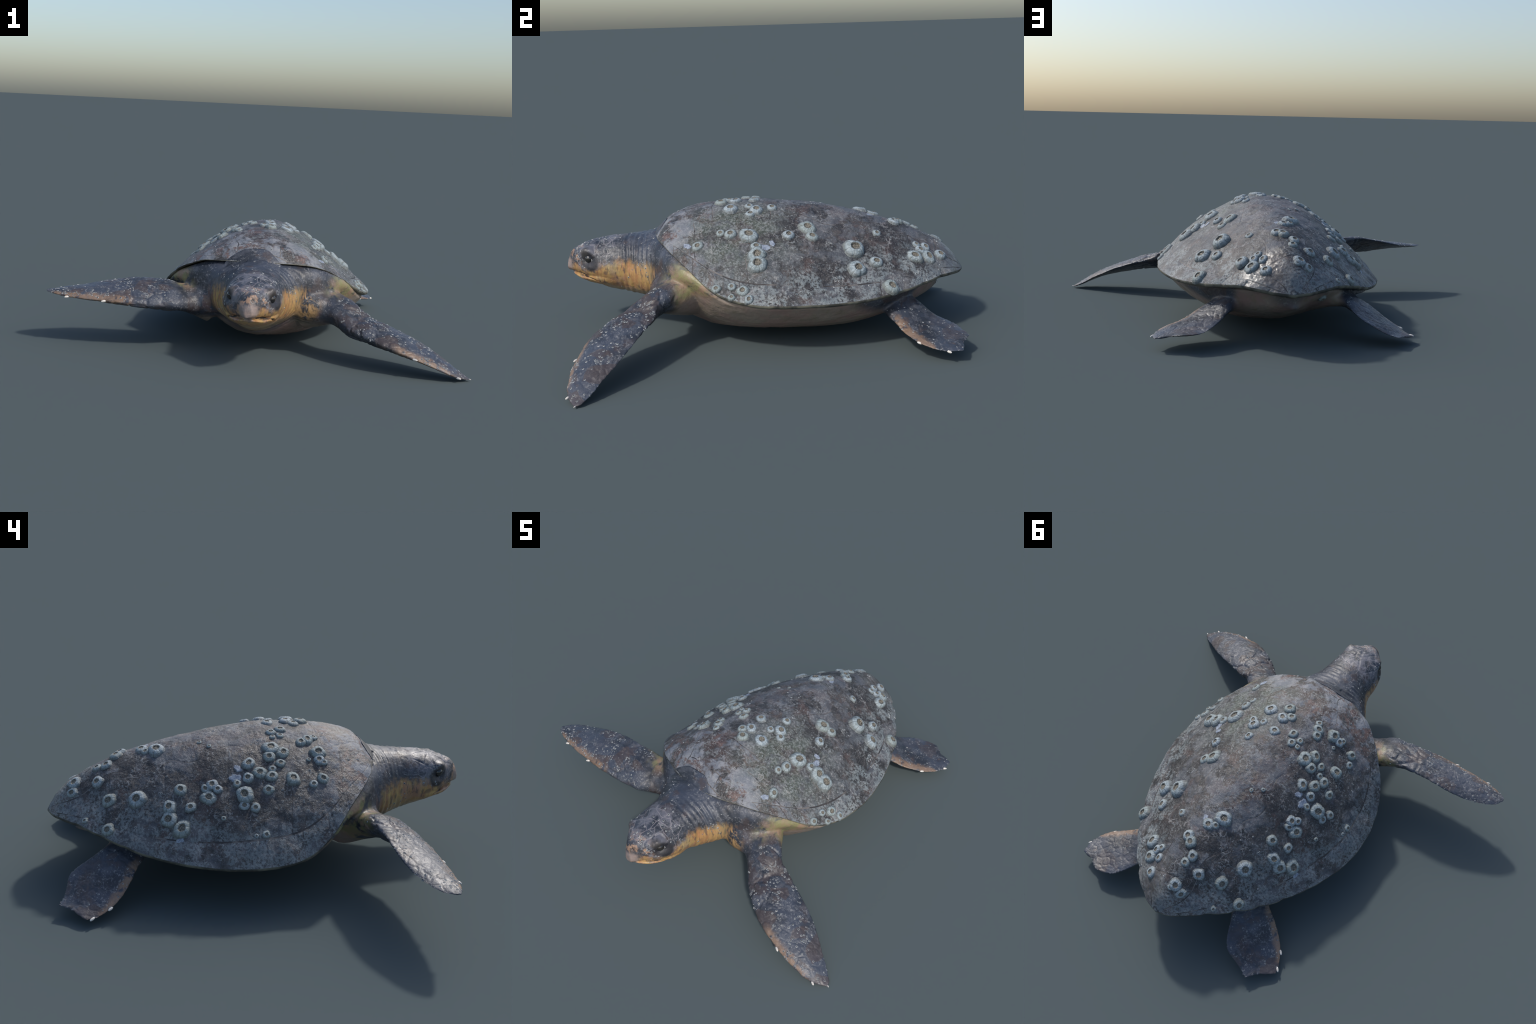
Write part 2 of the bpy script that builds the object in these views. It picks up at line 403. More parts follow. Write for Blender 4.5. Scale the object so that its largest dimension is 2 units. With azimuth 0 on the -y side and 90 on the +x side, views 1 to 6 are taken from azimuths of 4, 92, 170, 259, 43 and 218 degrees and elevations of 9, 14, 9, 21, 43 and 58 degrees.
# ---- carapace -------------------------------------------------------------------
NY, NS = 470, 360
def build_carapace():
    t = np.linspace(0, 1, NY)
    ys = Y0 + (Y1 - Y0) * (.5 - .5 * np.cos(np.pi * t)) * .55 + (Y1 - Y0) * t * .45
    ys[0] += 1e-4; ys[-1] -= 1e-4
    ss = np.linspace(-1, 1, NS)
    ss = np.sign(ss) * np.abs(ss) ** .93
    Y, Sg = np.meshgrid(ys, ss, indexing='ij'); y = Y.ravel(); s = Sg.ravel()
    x, z = shell_section(y, s); v = np.stack([x, y, z], 1)
    xb = x - mid_x(y)
    idx = np.arange(NY * NS).reshape(NY, NS)
    F = np.stack([idx[:-1, :-1], idx[1:, :-1], idx[1:, 1:], idx[:-1, 1:]], -1).reshape(-1, 4)[:, ::-1]
    n = vertex_normals(v, F)
    # relief: growth swell per scute, seams, lumps, grain
    kind, sid, d = scute_of(y, s, xb)
    fade = smooth(0, .04, np.minimum(y - Y0, Y1 - y))
    rel = .006 * fbm(v * 7, 2, 3) + .0028 * fbm(v * 26, 3, 11) + .0012 * fbm(v * 90, 2, 23)
    rel += .0008 * smooth(0, .04, d) - .0013 * np.exp(-(d / .0025)**2) * (.4 + .6 * smooth(-.2, .4, vnoise(v * 6, 77)))
    keel = np.exp(-(xb / .035)**2) * smooth(.1, .55, y) * (1 - smooth(.8, .9, y))
    rel += .002 * keel
    v = v + n * (rel * (.25 + .75 * fade))[:, None]
    # scalloped rear margin
    tooth = smooth(.35, .6, y) * smooth(.82, 1, np.abs(s))
    yy = y[:, None] - np.array(MARGINAL_SEAMS)
    notch = np.exp(-(np.abs(yy).min(1) / .016)**2)
    v[:, 0] -= np.sign(s) * tooth * notch * .008 * np.minimum(1, rim_w(y) / .2)
    # supracaudal split at the tail tip
    n = vertex_normals(v, F)
    # underside: rim roll and inward shelf
    ring = np.concatenate([idx[:, 0], idx[-1, 1:-1], idx[::-1, -1], idx[0, ::-1][1:-1]])
    c = v[ring]; ctr = np.array([.01, .15, 0])
    out = c - ctr; out[:, 2] = 0; out /= np.linalg.norm(out, axis=1, keepdims=True)
    under = [c]
    for (o, dz) in ((.001, -.006), (-.004, -.013), (-.014, -.017), (-.04, -.012), (-.10, .02), (-.17, .05)):
        q = c + out * o; q[:, 2] += dz * (.35 + .65 * smooth(-.40, -.15, c[:, 1])) if dz < 0 else dz; under.append(q)
    U = np.vstack(under); m = len(ring); UF = []
    for k in range(len(under) - 1):
        for i in range(m):
            j = (i + 1) % m
            UF.append((k*m + i, k*m + j, (k+1)*m + j, (k+1)*m + i))
    car = new_object("carapace", U, UF, [MAT_RIM], turtle)
    # split the upper face into scutes (shared border vertices, one set of normals)
    fc = F[:, 0]
    key = kind[fc] * 1000 + sid[fc]
    seam = (d[F].mean(1) < .0018) & (vnoise(v[F[:, 0]] * 9, 55) > -.15)
    names = ("vertebral_scute", "costal_scute", "marginal_scute")
    for k in np.unique(key):
        sel = np.where(key == k)[0]
        used, invx = np.unique(F[sel], return_inverse=True)
        new_object(names[k // 1000], v[used], invx.reshape(-1, 4).tolist(), [MAT_SHELL, MAT_SEAM], car,
                   normals=n[used], mat_index=seam[sel].astype(int))
    return car, v, n
CARAPACE, SHELL_V, SHELL_N = build_carapace()

# ---- soft body ---------------------------------------------------------------------
NR = 48
TH = np.linspace(0, 2 * np.pi, NR, endpoint=False)
def torso_rings():
    rows = []
    belly_z = curve([-.52, -.42, -.3, -.2, 0, .2, .35, .5, .65, .75, .80],
                    [.145, .09, .056, .040, .033, .031, .036, .062, .11, .15, .18])
    width = curve([-.515, -.46, -.42, -.36, -.28, -.2, -.1, 0, .2, .4, .5, .6, .7, .77, .80],
                  [.18, .25, .315, .38, .432, .474, .505, .518, .50, .435, .385, .31, .21, .12, .05])
    up = curve([-.515, -.46, -.40, -.3, -.1, .1, .4, .6, .75, .80], [.40, .445, .448, .41, .35, .33, .33, .30, .25, .22])
    for y in np.linspace(-.515, .80, 64):
        w = float(width(y)); zb = float(belly_z(y)); zt = float(up(y)); zr = float(rim_z(y)) - .018
        if y < -.2: zr = zr * smooth(-.46, -.2, y) + (1 - smooth(-.46, -.2, y)) * .29
        cx = float(mid_x(y)); ring = []
        for th in TH:
            c, s = math.cos(th), math.sin(th)
            fr = float(1 - smooth(-.40, -.2, y))                     # squarer shoulders in front
            xx = w * math.copysign(abs(c) ** (.95 if s < 0 else .9 - .25 * fr), c)
            u = abs(xx) / w
            if c < 0: xx += .03 * fr * u * float(1 - smooth(-.30, -.22, y))
            zz = zr + (zt - zr) * abs(s) ** (.9 - .25 * fr) if s > 0 else zr - (zr - zb) * (1 - u ** ((3.0 if c > 0 else 1.3) * (1 - fr) + 2.1 * fr))
            ring.append((cx + xx, y, zz + xx * float(roll_k(y)) * (1 if s > 0 else u ** 2)))
        rows.append(ring)
    return rows

HEAD = np.array([  # y, x, z top, z bottom, half width, height of widest part (0..1)
    (-.28, .00, .43, .15, .25, .45), (-.40, .00, .462, .15, .245, .45), (-.47, .00, .455, .15, .215, .45),
    (-.53, .00, .446, .150, .182, .46), (-.58, .002, .438, .159, .152, .47), (-.63, .004, .433, .168, .137, .48),
    (-.69, .004, .427, .178, .129, .5), (-.74, .004, .420, .196, .124, .5), (-.79, .004, .409, .235, .113, .45),
    (-.84, .003, .390, .260, .077, .4), (-.875, .002, .372, .266, .045, .4), (-.895, .002, .348, .268, .029, .35),
    (-.908, .002, .315, .276, .018, .3)])
JAW = np.array([(-.66, .004, .30, .182, .116, .55), (-.74, .004, .29, .202, .112, .6), (-.79, .004, .275, .214, .095, .65),
    (-.83, .003, .264, .227, .070, .6), (-.86, .002, .262, .243, .046, .6), (-.878, .002, .262, .254, .028, .6),
    (-.884, .002, .262, .258, .015, .5)])
def head_rings(tab, n=40):
    f = [curve(-tab[:, 0], tab[:, i]) for i in range(1, 6)]
    rows = []
    for t in np.linspace(-tab[0, 0], -tab[-1, 0], n):
        cx, zt, zb, w, h = (float(g(t)) for g in f); zm = zb + (zt - zb) * h; ring = []
        for th in TH:
            c, s = math.cos(th), math.sin(th)
            v_shape = float(smooth(.55, .68, t) * (1 if tab is JAW else 1 - smooth(.74, .80, t))) if s < 0 else 0.       # keeled throat and jaw
            ring.append((cx + w * math.copysign(abs(c) ** (.88 + .12 * v_shape), c), -t,
                         zm + ((zt - zm) if s > 0 else (zm - zb)) * math.copysign(abs(s) ** (.92 + .33 * v_shape), s)))
        rows.append(ring)
    return rows

# limb stations: leading edge point, trailing edge point, half thickness
FORE_L = [((.20, -.42, .17), (.30, -.20, .27), .10), ((.30, -.46, .19), (.40, -.31, .27), .075), ((.345, -.49, .20), (.455, -.375, .26), .055),
          ((.385, -.525, .20), (.50, -.415, .237), .040), ((.44, -.578, .178), (.556, -.432, .197), .030),
          ((.53, -.642, .155), (.63, -.459, .175), .024), ((.62, -.685, .132), (.702, -.484, .152), .020),
          ((.71, -.708, .102), (.769, -.512, .127), .017), ((.80, -.721, .072), (.829, -.543, .096), .014),
          ((.88, -.719, .040), (.886, -.578, .066), .011), ((.95, -.70, .015), (.94, -.611, .032), .008),
          ((.995, -.672, .004), (.985, -.645, .008), .004)]
FORE_R = [((-.20, -.42, .17), (-.28, -.20, .28), .10), ((-.28, -.47, .20), (-.34, -.30, .265), .065), ((-.33, -.505, .21), (-.40, -.335, .28), .050),
          ((-.37, -.537, .225), (-.46, -.352, .306), .040), ((-.42, -.545, .224), (-.52, -.365, .314), .030),
          ((-.503, -.557, .224), (-.60, -.369, .316), .025), ((-.587, -.566, .23), (-.69, -.375, .304), .021),
          ((-.678, -.569, .236), (-.78, -.388, .285), .018), ((-.773, -.569, .239), (-.85, -.405, .271), .015),
          ((-.872, -.561, .243), (-.92, -.43, .264), .012), ((-.94, -.55, .25), (-.975, -.465, .259), .009),
          ((-.99, -.53, .256), (-1.0, -.505, .260), .004)]
HIND_L = [((.17, .42, .13), (.12, .60, .18), .06), ((.28, .505, .15), (.23, .66, .172), .045), ((.343, .541, .136), (.268, .705, .147), .032),
          ((.407, .573, .115), (.299, .736, .124), .024), ((.458, .602, .091), (.32, .766, .111), .019),
          ((.514, .639, .076), (.344, .799, .102), .016), ((.561, .68, .067), (.369, .83, .093), .014),
          ((.592, .725, .059), (.404, .854, .082), .012), ((.607, .775, .056), (.445, .867, .080), .009),
          ((.603, .828, .056), (.48, .873, .080), .005)]
HIND_R = [((-.15, .42, .14), (-.10, .60, .19), .06), ((-.26, .49, .17), (-.20, .65, .185), .045), ((-.319, .525, .165), (-.243, .685, .176), .032),
          ((-.375, .566, .140), (-.258, .72, .160), .025), ((-.426, .598, .107), (-.275, .761, .141), .020),
          ((-.470, .632, .075), (-.295, .797, .124), .017), ((-.51, .675, .050), (-.325, .826, .106), .014),
          ((-.530, .71, .036), (-.37, .837, .080), .012), ((-.546, .745, .029), (-.41, .850, .062), .009),
          ((-.553, .772, .029), (-.447, .872, .054), .005)]
HIND_R = [((a[0], a[1] + .004, a[2]), (b[0] - .004, b[1] + .012, b[2] - .004), h) for a, b, h in HIND_R]
def limb_rings(st, notch=0., camber=.012, n=46):
    st_L = np.array([a for a, b, c in st]); st_T = np.array([b for a, b, c in st]); st_h = np.array([c for a, b, c in st])
    mid = (st_L + st_T) / 2; u = np.r_[0, np.cumsum(np.linalg.norm(np.diff(mid, axis=0), axis=1))]
    cL = [curve(u, st_L[:, i]) for i in range(3)]; cT = [curve(u, st_T[:, i]) for i in range(3)]; ch = curve(u, st_h)
    rows = []
    for t in np.linspace(0, u[-1], n):
        A = np.array([float(f(t)) for f in cL]); B = np.array([float(f(t)) for f in cT]); h = float(ch(t))
        e = 1e-3; t2 = min(t + e, u[-1]); t1 = t2 - 2 * e
        dirn = sum((np.array([float(f(t2)) for f in c]) - np.array([float(f(t1)) for f in c])) for c in (cL, cT))
        dirn /= np.linalg.norm(dirn); a = (B - A) / 2 * 1.03; nrm = np.cross(a, dirn); nrm /= np.linalg.norm(nrm)
        if nrm[2] < 0: nrm = -nrm
        ring = []; q = t / u[-1]; sharp = 1.0 + .35 * smooth(.2, .5, q)
        for th in TH:
            c, s = math.cos(th), math.sin(th)
            thick = h * math.copysign(abs(s) ** sharp, s) * (1 - .25 * c * smooth(.2, .5, q))
            if s < 0 and notch == 0: thick *= 1 + .9 * (1 - .6 * c) * smooth(.2, .35, q) * (1 - smooth(.6, .95, q))   # fleshy underside
            back = notch * smooth(.86, 1., q) * math.exp(-((c - .1) / .45)**2)
            ring.append((A + B) / 2 + a * c + nrm * (thick + camber * smooth(.25, .5, q) * (1 - smooth(.8, 1., q)) * (1 - c * c)) - dirn * back)
        rows.append(ring)
    return rows

def tail_rings():
    rows = []
    for t in np.linspace(0, 1, 12):
        c = np.array([-.005, .68 + .13 * t, .19 - .02 * t]); r = .055 * (1 - t) ** .7 + .006
        rows.append([c + np.array([r * math.cos(a), 0, r * .8 * math.sin(a)]) for a in TH])
    return rows

def shoulder_rings(c, r):
    rows = []
    for t in np.linspace(.06, math.pi - .06, 20):
        rows.append([(c[0] + r[0] * math.sin(t) * math.cos(a), c[1] - r[1] * math.cos(t), c[2] + r[2] * math.sin(t) * math.sin(a)) for a in TH])
    return rows

LIMBS = {"L": FORE_L, "R": FORE_R, "l": HIND_L, "r": HIND_R}
def build_body():
    V, F = [], []; off = 0
    for rings in (torso_rings(), head_rings(HEAD, 60), head_rings(JAW, 30), limb_rings(FORE_L), limb_rings(FORE_R),
                  limb_rings(HIND_L, .035, -.004), limb_rings(HIND_R, .03, -.004), tail_rings(),
                  shoulder_rings((.265, -.385, .235), (.14, .105, .085)), shoulder_rings((-.24, -.37, .225), (.13, .10, .08))):
        v, f = loft(rings); V.append(v); F += [tuple(i + off for i in q) for q in f]; off += len(v)
    me = bpy.data.meshes.new("soft_body"); me.from_pydata(np.vstack(V).tolist(), [], F)
    import bmesh
    bm = bmesh.new(); bm.from_mesh(me); bmesh.ops.recalc_face_normals(bm, faces=bm.faces); bm.to_mesh(me); bm.free()
    ob = bpy.data.objects.new("soft_body", me); bpy.context.scene.collection.objects.link(ob)
    r = ob.modifiers.new("r", 'REMESH'); r.mode = 'VOXEL'; r.voxel_size = .0038; r.adaptivity = 0
    dg = bpy.context.evaluated_depsgraph_get(); ev = ob.evaluated_get(dg); em = ev.to_mesh()
    v = np.empty(len(em.vertices) * 3); em.vertices.foreach_get("co", v); v = v.reshape(-1, 3)
    lt = np.empty(len(em.polygons), np.int32); em.polygons.foreach_get("loop_total", lt)
    vi = np.empty(len(em.loops), np.int32); em.loops.foreach_get("vertex_index", vi)
    f = vi.reshape(-1, 4) if (lt == 4).all() else np.array([list(p.vertices) + ([p.vertices[-1]] if len(p.vertices) == 3 else []) for p in em.polygons])
    ev.to_mesh_clear(); bpy.data.objects.remove(ob); bpy.data.meshes.remove(me)
    # --- smoothing, strong around the joints
    e = np.vstack([f[:, [0, 1]], f[:, [1, 2]], f[:, [2, 3]], f[:, [3, 0]]])
    deg = np.bincount(e.ravel(), minlength=len(v)).astype(float)
    def relax(v, w):
        acc = np.zeros_like(v)
        for k in range(3):
            acc[:, k] = np.bincount(e[:, 0], v[e[:, 1], k], len(v)) + np.bincount(e[:, 1], v[e[:, 0], k], len(v))
        return v + (acc / deg[:, None] - v) * w[:, None]
    joint = np.zeros(len(v))
    for c, rad in (((.36, -.43, .25), .17), ((-.33, -.43, .26), .17), ((0, -.46, .28), .30), ((.24, .57, .17), .14),
                   ((-.22, .57, .18), .14), ((0, .74, .18), .12), ((0, -.70, .26), .10)):
        joint = np.maximum(joint, 1 - smooth(.45 * rad, rad, np.linalg.norm(v - np.array(c), axis=1)))
    for i in range(70):
        v = relax(v, (.5 if i < 3 else 0) + .55 * joint * (i >= 3) + np.zeros(len(v)))
    n = vertex_normals(v, f)
    if ((v - v.mean(0)) * n).sum() < 0: f = f[:, ::-1]; n = -n
    return v, f, n, relax
BODY_V, BODY_F, BODY_N, RELAX = build_body()

def body_regions(v):
    """Index of the anatomical part each point belongs to."""
    x, y, z = v.T; ax = np.abs(x)
    reg = np.zeros(len(v), int)                                    # torso
    reg[(z < .15 + .03 * np.sin(x * 9)) & (ax < .40) & (y > -.36) & (y < .62)] = 1   # plastron
    reg[(y < -.455) & (ax < .20)] = 2                              # neck
    reg[(y < -.655) & (ax < .20)] = 3                              # head
    reg[(ax > .385) & (y < -.33 - .0 * ax) & ((ax - .385) * 1 - (y + .36) * .8 > .03)] = 4
    reg[(y + ax * .9 > .84) & (ax > .235) & (z < .2)] = 5
    reg[(y > .765) & (ax < .1)] = 6                                # tail
    return reg

def mouth_distance(v, sx):
    """Distance to the mouth line of one side (snapped onto the skin)."""
    path = np.array([(0, -.905, .270), (sx * .022, -.892, .269), (sx * .045, -.872, .267), (sx * .068, -.845, .264),
                     (sx * .09, -.81, .258), (sx * .104, -.775, .248), (sx * .112, -.758, .238)])
    near = v[(v[:, 1] < -.70) & (np.abs(v[:, 2] - .26) < .05)]
    path = np.array([near[np.argmin(((near - p)**2 * np.array([1, 1, 9])).sum(1))] for p in path])
    best = np.full(len(v), 9.)
    for a, b in zip(path[:-1], path[1:]):
        t = np.clip(((v - a) @ (b - a)) / max((b - a) @ (b - a), 1e-9), 0, 1)
        best = np.minimum(best, np.linalg.norm((v - a - t[:, None] * (b - a)) * np.array([.6, .6, 1]), axis=1))
    return best
MOUTH = np.minimum(mouth_distance(BODY_V, 1), mouth_distance(BODY_V, -1))

def sculpt():
    v, n, f = BODY_V, BODY_N, BODY_F
    x, y, z = v.T; ax = np.abs(x)
    d = .0022 * fbm(v * 22, 3, 5) + .0008 * fbm(v * 80, 2, 9)
    # neck folds: rings round the neck, gathered toward the shell
    neck = smooth(-.40, -.50, y) * (1 - smooth(-.61, -.68, y)) * (ax < .25)
    ph = y * 2 * np.pi / .024 + 5.0 * fbm(v * np.array([5, 8, 5]), 2, 31)
    d += neck * .0020 * np.sin(ph) * (.55 + .8 * vnoise(v * 11, 8)) + neck * .0025 * fbm(v * np.array([10, 45, 10]), 2, 33)
    # shoulder folds
    for sx, c in ((1, (.33, -.42, .27)), (-1, (-.31, -.43, .28))):
        r = np.linalg.norm(v - np.array(c), axis=1); m = 1 - smooth(.07, .16, r)
        d += m * .003 * fbm(v * np.array([26, 10, 10]), 2, 41)
    # scale plates of the flippers
    arm = smooth(.40, .46, ax) * smooth(-.32, -.37, y)
    hind = smooth(.82, .90, y + ax * .9) * smooth(.25, .29, ax)
    d *= 1 - .5 * np.maximum(arm, hind)
    f1, f2 = worley(v * np.array([24, 30, 20]) + .25 * fbm(v * 14, 2, 4)[:, None], 51)
    d += np.maximum(arm, hind) * (.0013 * smooth(0, .22, f2 - f1) - .001)
    big = arm * (1 - smooth(.50, .75, ax))
    g1, g2 = worley(v * np.array([12, 17, 12]), 61)
    d += big * (.005 * smooth(0, .2, g2 - g1) - .003)
    d += np.maximum(arm, hind) * .003 * fbm(v * 9, 2, 71)
    # head: eye pits, brows, nostrils, mouth
    for sx in (1, -1):
        E = np.array([sx * .106, -.792, .338])
        r = np.linalg.norm((v - E) * np.array([1, .8, 1.15]), axis=1)
        d -= .018 * np.exp(-(r / .027)**2)
        r = np.linalg.norm((v - E - np.array([-sx * .014, -.008, .038])) * np.array([1, .75, 1.2]), axis=1)
        d += .017 * np.exp(-(r / .024)**2)
        r = np.linalg.norm(v - np.array([sx * .020, -.888, .352]), axis=1); d -= .005 * np.exp(-(r / .008)**2)
        r = np.linalg.norm((v - np.array([sx * .105, -.70, .29])) * np.array([1, .8, 1]), axis=1); d += .010 * np.exp(-(r / .05)**2)
        d -= .008 * np.exp(-(mouth_distance(v, sx) / .0036)**2)
    # head shields
    h1, h2 = worley(v * 16, 77); top = smooth(-.64, -.70, y) * smooth(.34, .38, z)
    d += top * (.0022 * smooth(0, .15, h2 - h1) - .001)
    v = v + n * d[:, None]
    # nape skin rises over the recessed middle of the shell's front edge
    yc = np.maximum(y, -.482); sc = np.clip((x - mid_x(yc)) / np.maximum(rim_w(yc), .02), -1, 1)
    _, zs = shell_section(yc, sc)
    edge = -.432 - .055 * np.where(x > 0, smooth(.03, .15, ax), smooth(.06, .24, ax))
    cover = smooth(edge + .008, edge - .004, y) * smooth(.40, .43, v[:, 2]) * smooth(-.505, -.484, y) * (np.abs(sc) < .999)
    v[:, 2] += cover * np.clip(zs + .003 - v[:, 2], 0, .06)
    n = vertex_normals(v, f)
    return v, n
BODY_V, BODY_N = sculpt()
BODY_V[:, 2] = np.maximum(BODY_V[:, 2], .0005)

BODY_PARTS = {}
def split_body():
    reg = body_regions(BODY_V[BODY_F].mean(1))
    side = BODY_V[BODY_F[:, 0], 0] > 0
    names = ("torso", "plastron", "neck", "head", "forelimb", "hindlimb", "tail")
    for r, name in enumerate(names):
        for sd in ((True, False) if r in (4, 5) else (None,)):
            sel = (reg == r) if sd is None else (reg == r) & (side == sd)
            sel = np.where(sel)[0]
            if not len(sel): continue
            used, inv = np.unique(BODY_F[sel], return_inverse=True)
            ob = new_object(name, BODY_V[used], inv.reshape(-1, 4).tolist(), [MAT_SKIN, MAT_MOUTH], turtle, normals=BODY_N[used],
                            mat_index=(MOUTH[BODY_F[sel]].mean(1) < .0026).astype(int) if r == 3 else None)
            BODY_PARTS[(r, sd)] = ob
split_body()

# ---- nearest-surface helpers ----------------------------------------------------
def on_shell(x, y):
    i = np.argmin((SHELL_V[:, 0] - x)**2 + (SHELL_V[:, 1] - y)**2)
    return SHELL_V[i], SHELL_N[i]
def on_body(p):
    i = np.argmin(((BODY_V - np.asarray(p))**2).sum(1)); return BODY_V[i], BODY_N[i]

def frame(n, spin):
    n = Vector(n).normalized(); q = n.to_track_quat('Z', 'Y')
    return q.to_matrix().to_4x4() @ Matrix.Rotation(spin, 4, 'Z')

# ---- eyes, claws ------------------------------------------------------------------
def sphere(name, r, scale, mat, parent, loc, rot=None):
    V, F = [], []; A, B = 24, 14
    for i in range(1, B):
        for j in range(A):
            t, p = math.pi * i / B, 2 * math.pi * j / A
            V.append((r * scale[0] * math.sin(t) * math.cos(p), r * scale[1] * math.sin(t) * math.sin(p), r * scale[2] * math.cos(t)))
    for i in range(B - 2):
        for j in range(A):
            k = (j + 1) % A; F.append((i*A + j, (i+1)*A + j, (i+1)*A + k, i*A + k))
    V += [(0, 0, r * scale[2]), (0, 0, -r * scale[2])]; a = len(V) - 2
    for j in range(A):
        k = (j + 1) % A; F.append((a, j, k)); F.append((a + 1, (B-2)*A + k, (B-2)*A + j))
    ob = new_object(name, V, F, [mat], parent)
    ob.matrix_local = Matrix.Translation(loc) @ (rot or Matrix())
    return ob

for sx in (1, -1):
    p, n = on_body((sx * .106, -.794, .338))
    sphere("eye", .022, (1, 1, 1), MAT_EYE, BODY_PARTS[(3, None)], Vector(p) - Vector(n) * .009)

for (r, sd), pts in (((4, True), ((.735, -.716, .092), (.935, -.706, .016), (.99, -.664, .004))), ((4, False), ((-.70, -.572, .236), (-.88, -.561, .243))),
                     ((5, True), ((.535, .655, .067), (.604, .765, .050))), ((5, False), ((-.515, .68, .045), (-.548, .75, .026)))):
    for q in pts:
        p, n = on_body(q)
        s = 1 if q[0] > 0 else -1
        out = Vector((s * .85, -.5, -.1)) if r == 4 else Vector((s * .6, .6, -.1))
        rot = out.normalized().to_track_quat('Z', 'Y').to_matrix().to_4x4()
        z = max(p[2], .007)
        sphere("claw", .013 if q[0] != .99 else .006, (.40, .40, 1.0), MAT_CLAW, BODY_PARTS[(r, sd)], Vector((p[0], p[1], z)) + out * .004, rot)

# ---- barnacles -----------------------------------------------------------------------
def barnacle_mesh(seed):
    rg = np.random.default_rng(seed); A = 60
    th = np.linspace(0, 2 * np.pi, A, endpoint=False)
    prof = [(1.10, -.20), (1.06, .02), (.99, .17), (.89, .34), (.76, .47), (.61, .56), (.46, .60), (.37, .585), (.33, .50), (.31, .40)]
    offs = rg.uniform(-.15, .15, 6); wob = rg.uniform(.02, .06, 3); ph = rg.uniform(0, 6.28, 3)
    groove = np.zeros(A)
    for k in range(6):
        c = (k + .0) * np.pi / 3 + offs[k] * .4
        dd = np.abs((th - c + np.pi) % (2 * np.pi) - np.pi); groove += np.exp(-(dd / .10)**2)
    shape = 1 + sum(w * np.cos((i + 2) * th + p) for i, (w, p) in enumerate(zip(wob, ph)))
    rib = .0035 * np.cos(th * 22 + rg.uniform(0, 6))
    V, F, M = [], [], []
    for i, (r, h) in enumerate(prof):
        k = 1.0 if i < 6 else .4
        rr = r * shape * (1 - .055 * groove * k + rib * k); hh = h * (1 - .05 * groove * (i > 2)) + .03 * np.cos(th + ph[0])
        mouth = i >= 6
        sx = 1.15 if mouth else 1.
        for j in range(A): V.append((rr[j] * sx * math.cos(th[j]), rr[j] / sx * math.sin(th[j]), hh[j]))
    for i in range(len(prof) - 1):
        for j in range(A):
            k = (j + 1) % A; F.append((i*A + j, i*A + k, (i+1)*A + k, (i+1)*A + j)); M.append(1 if i >= 7 else 0)
    # operculum: two beaked plates with a slit between
    b = (len(prof) - 1) * A; c0 = len(V)
    for rr, h in ((.20, .48), (.0, .52)):
        for j in range(A):
            slit = .10 * math.exp(-(math.sin(th[j]) * rr / .05)**2) if rr else .12
            V.append((rr * 1.15 * math.cos(th[j]), rr * math.sin(th[j]) / 1.15, h - slit))
    for i in range(2):
        p0 = b if i == 0 else c0; p1 = c0 if i == 0 else c0 + A
        for j in range(A):
            k = (j + 1) % A; F.append((p0 + j, p0 + k, p1 + k, p1 + j)); M.append(1)
    me = bpy.data.meshes.new("barnacle"); me.from_pydata(V, [], F)
    me.materials.append(MAT_BARN); me.materials.append(MAT_OPER)
    me.polygons.foreach_set("use_smooth", [True] * len(F)); me.polygons.foreach_set("material_index", M); me.update()
    return me

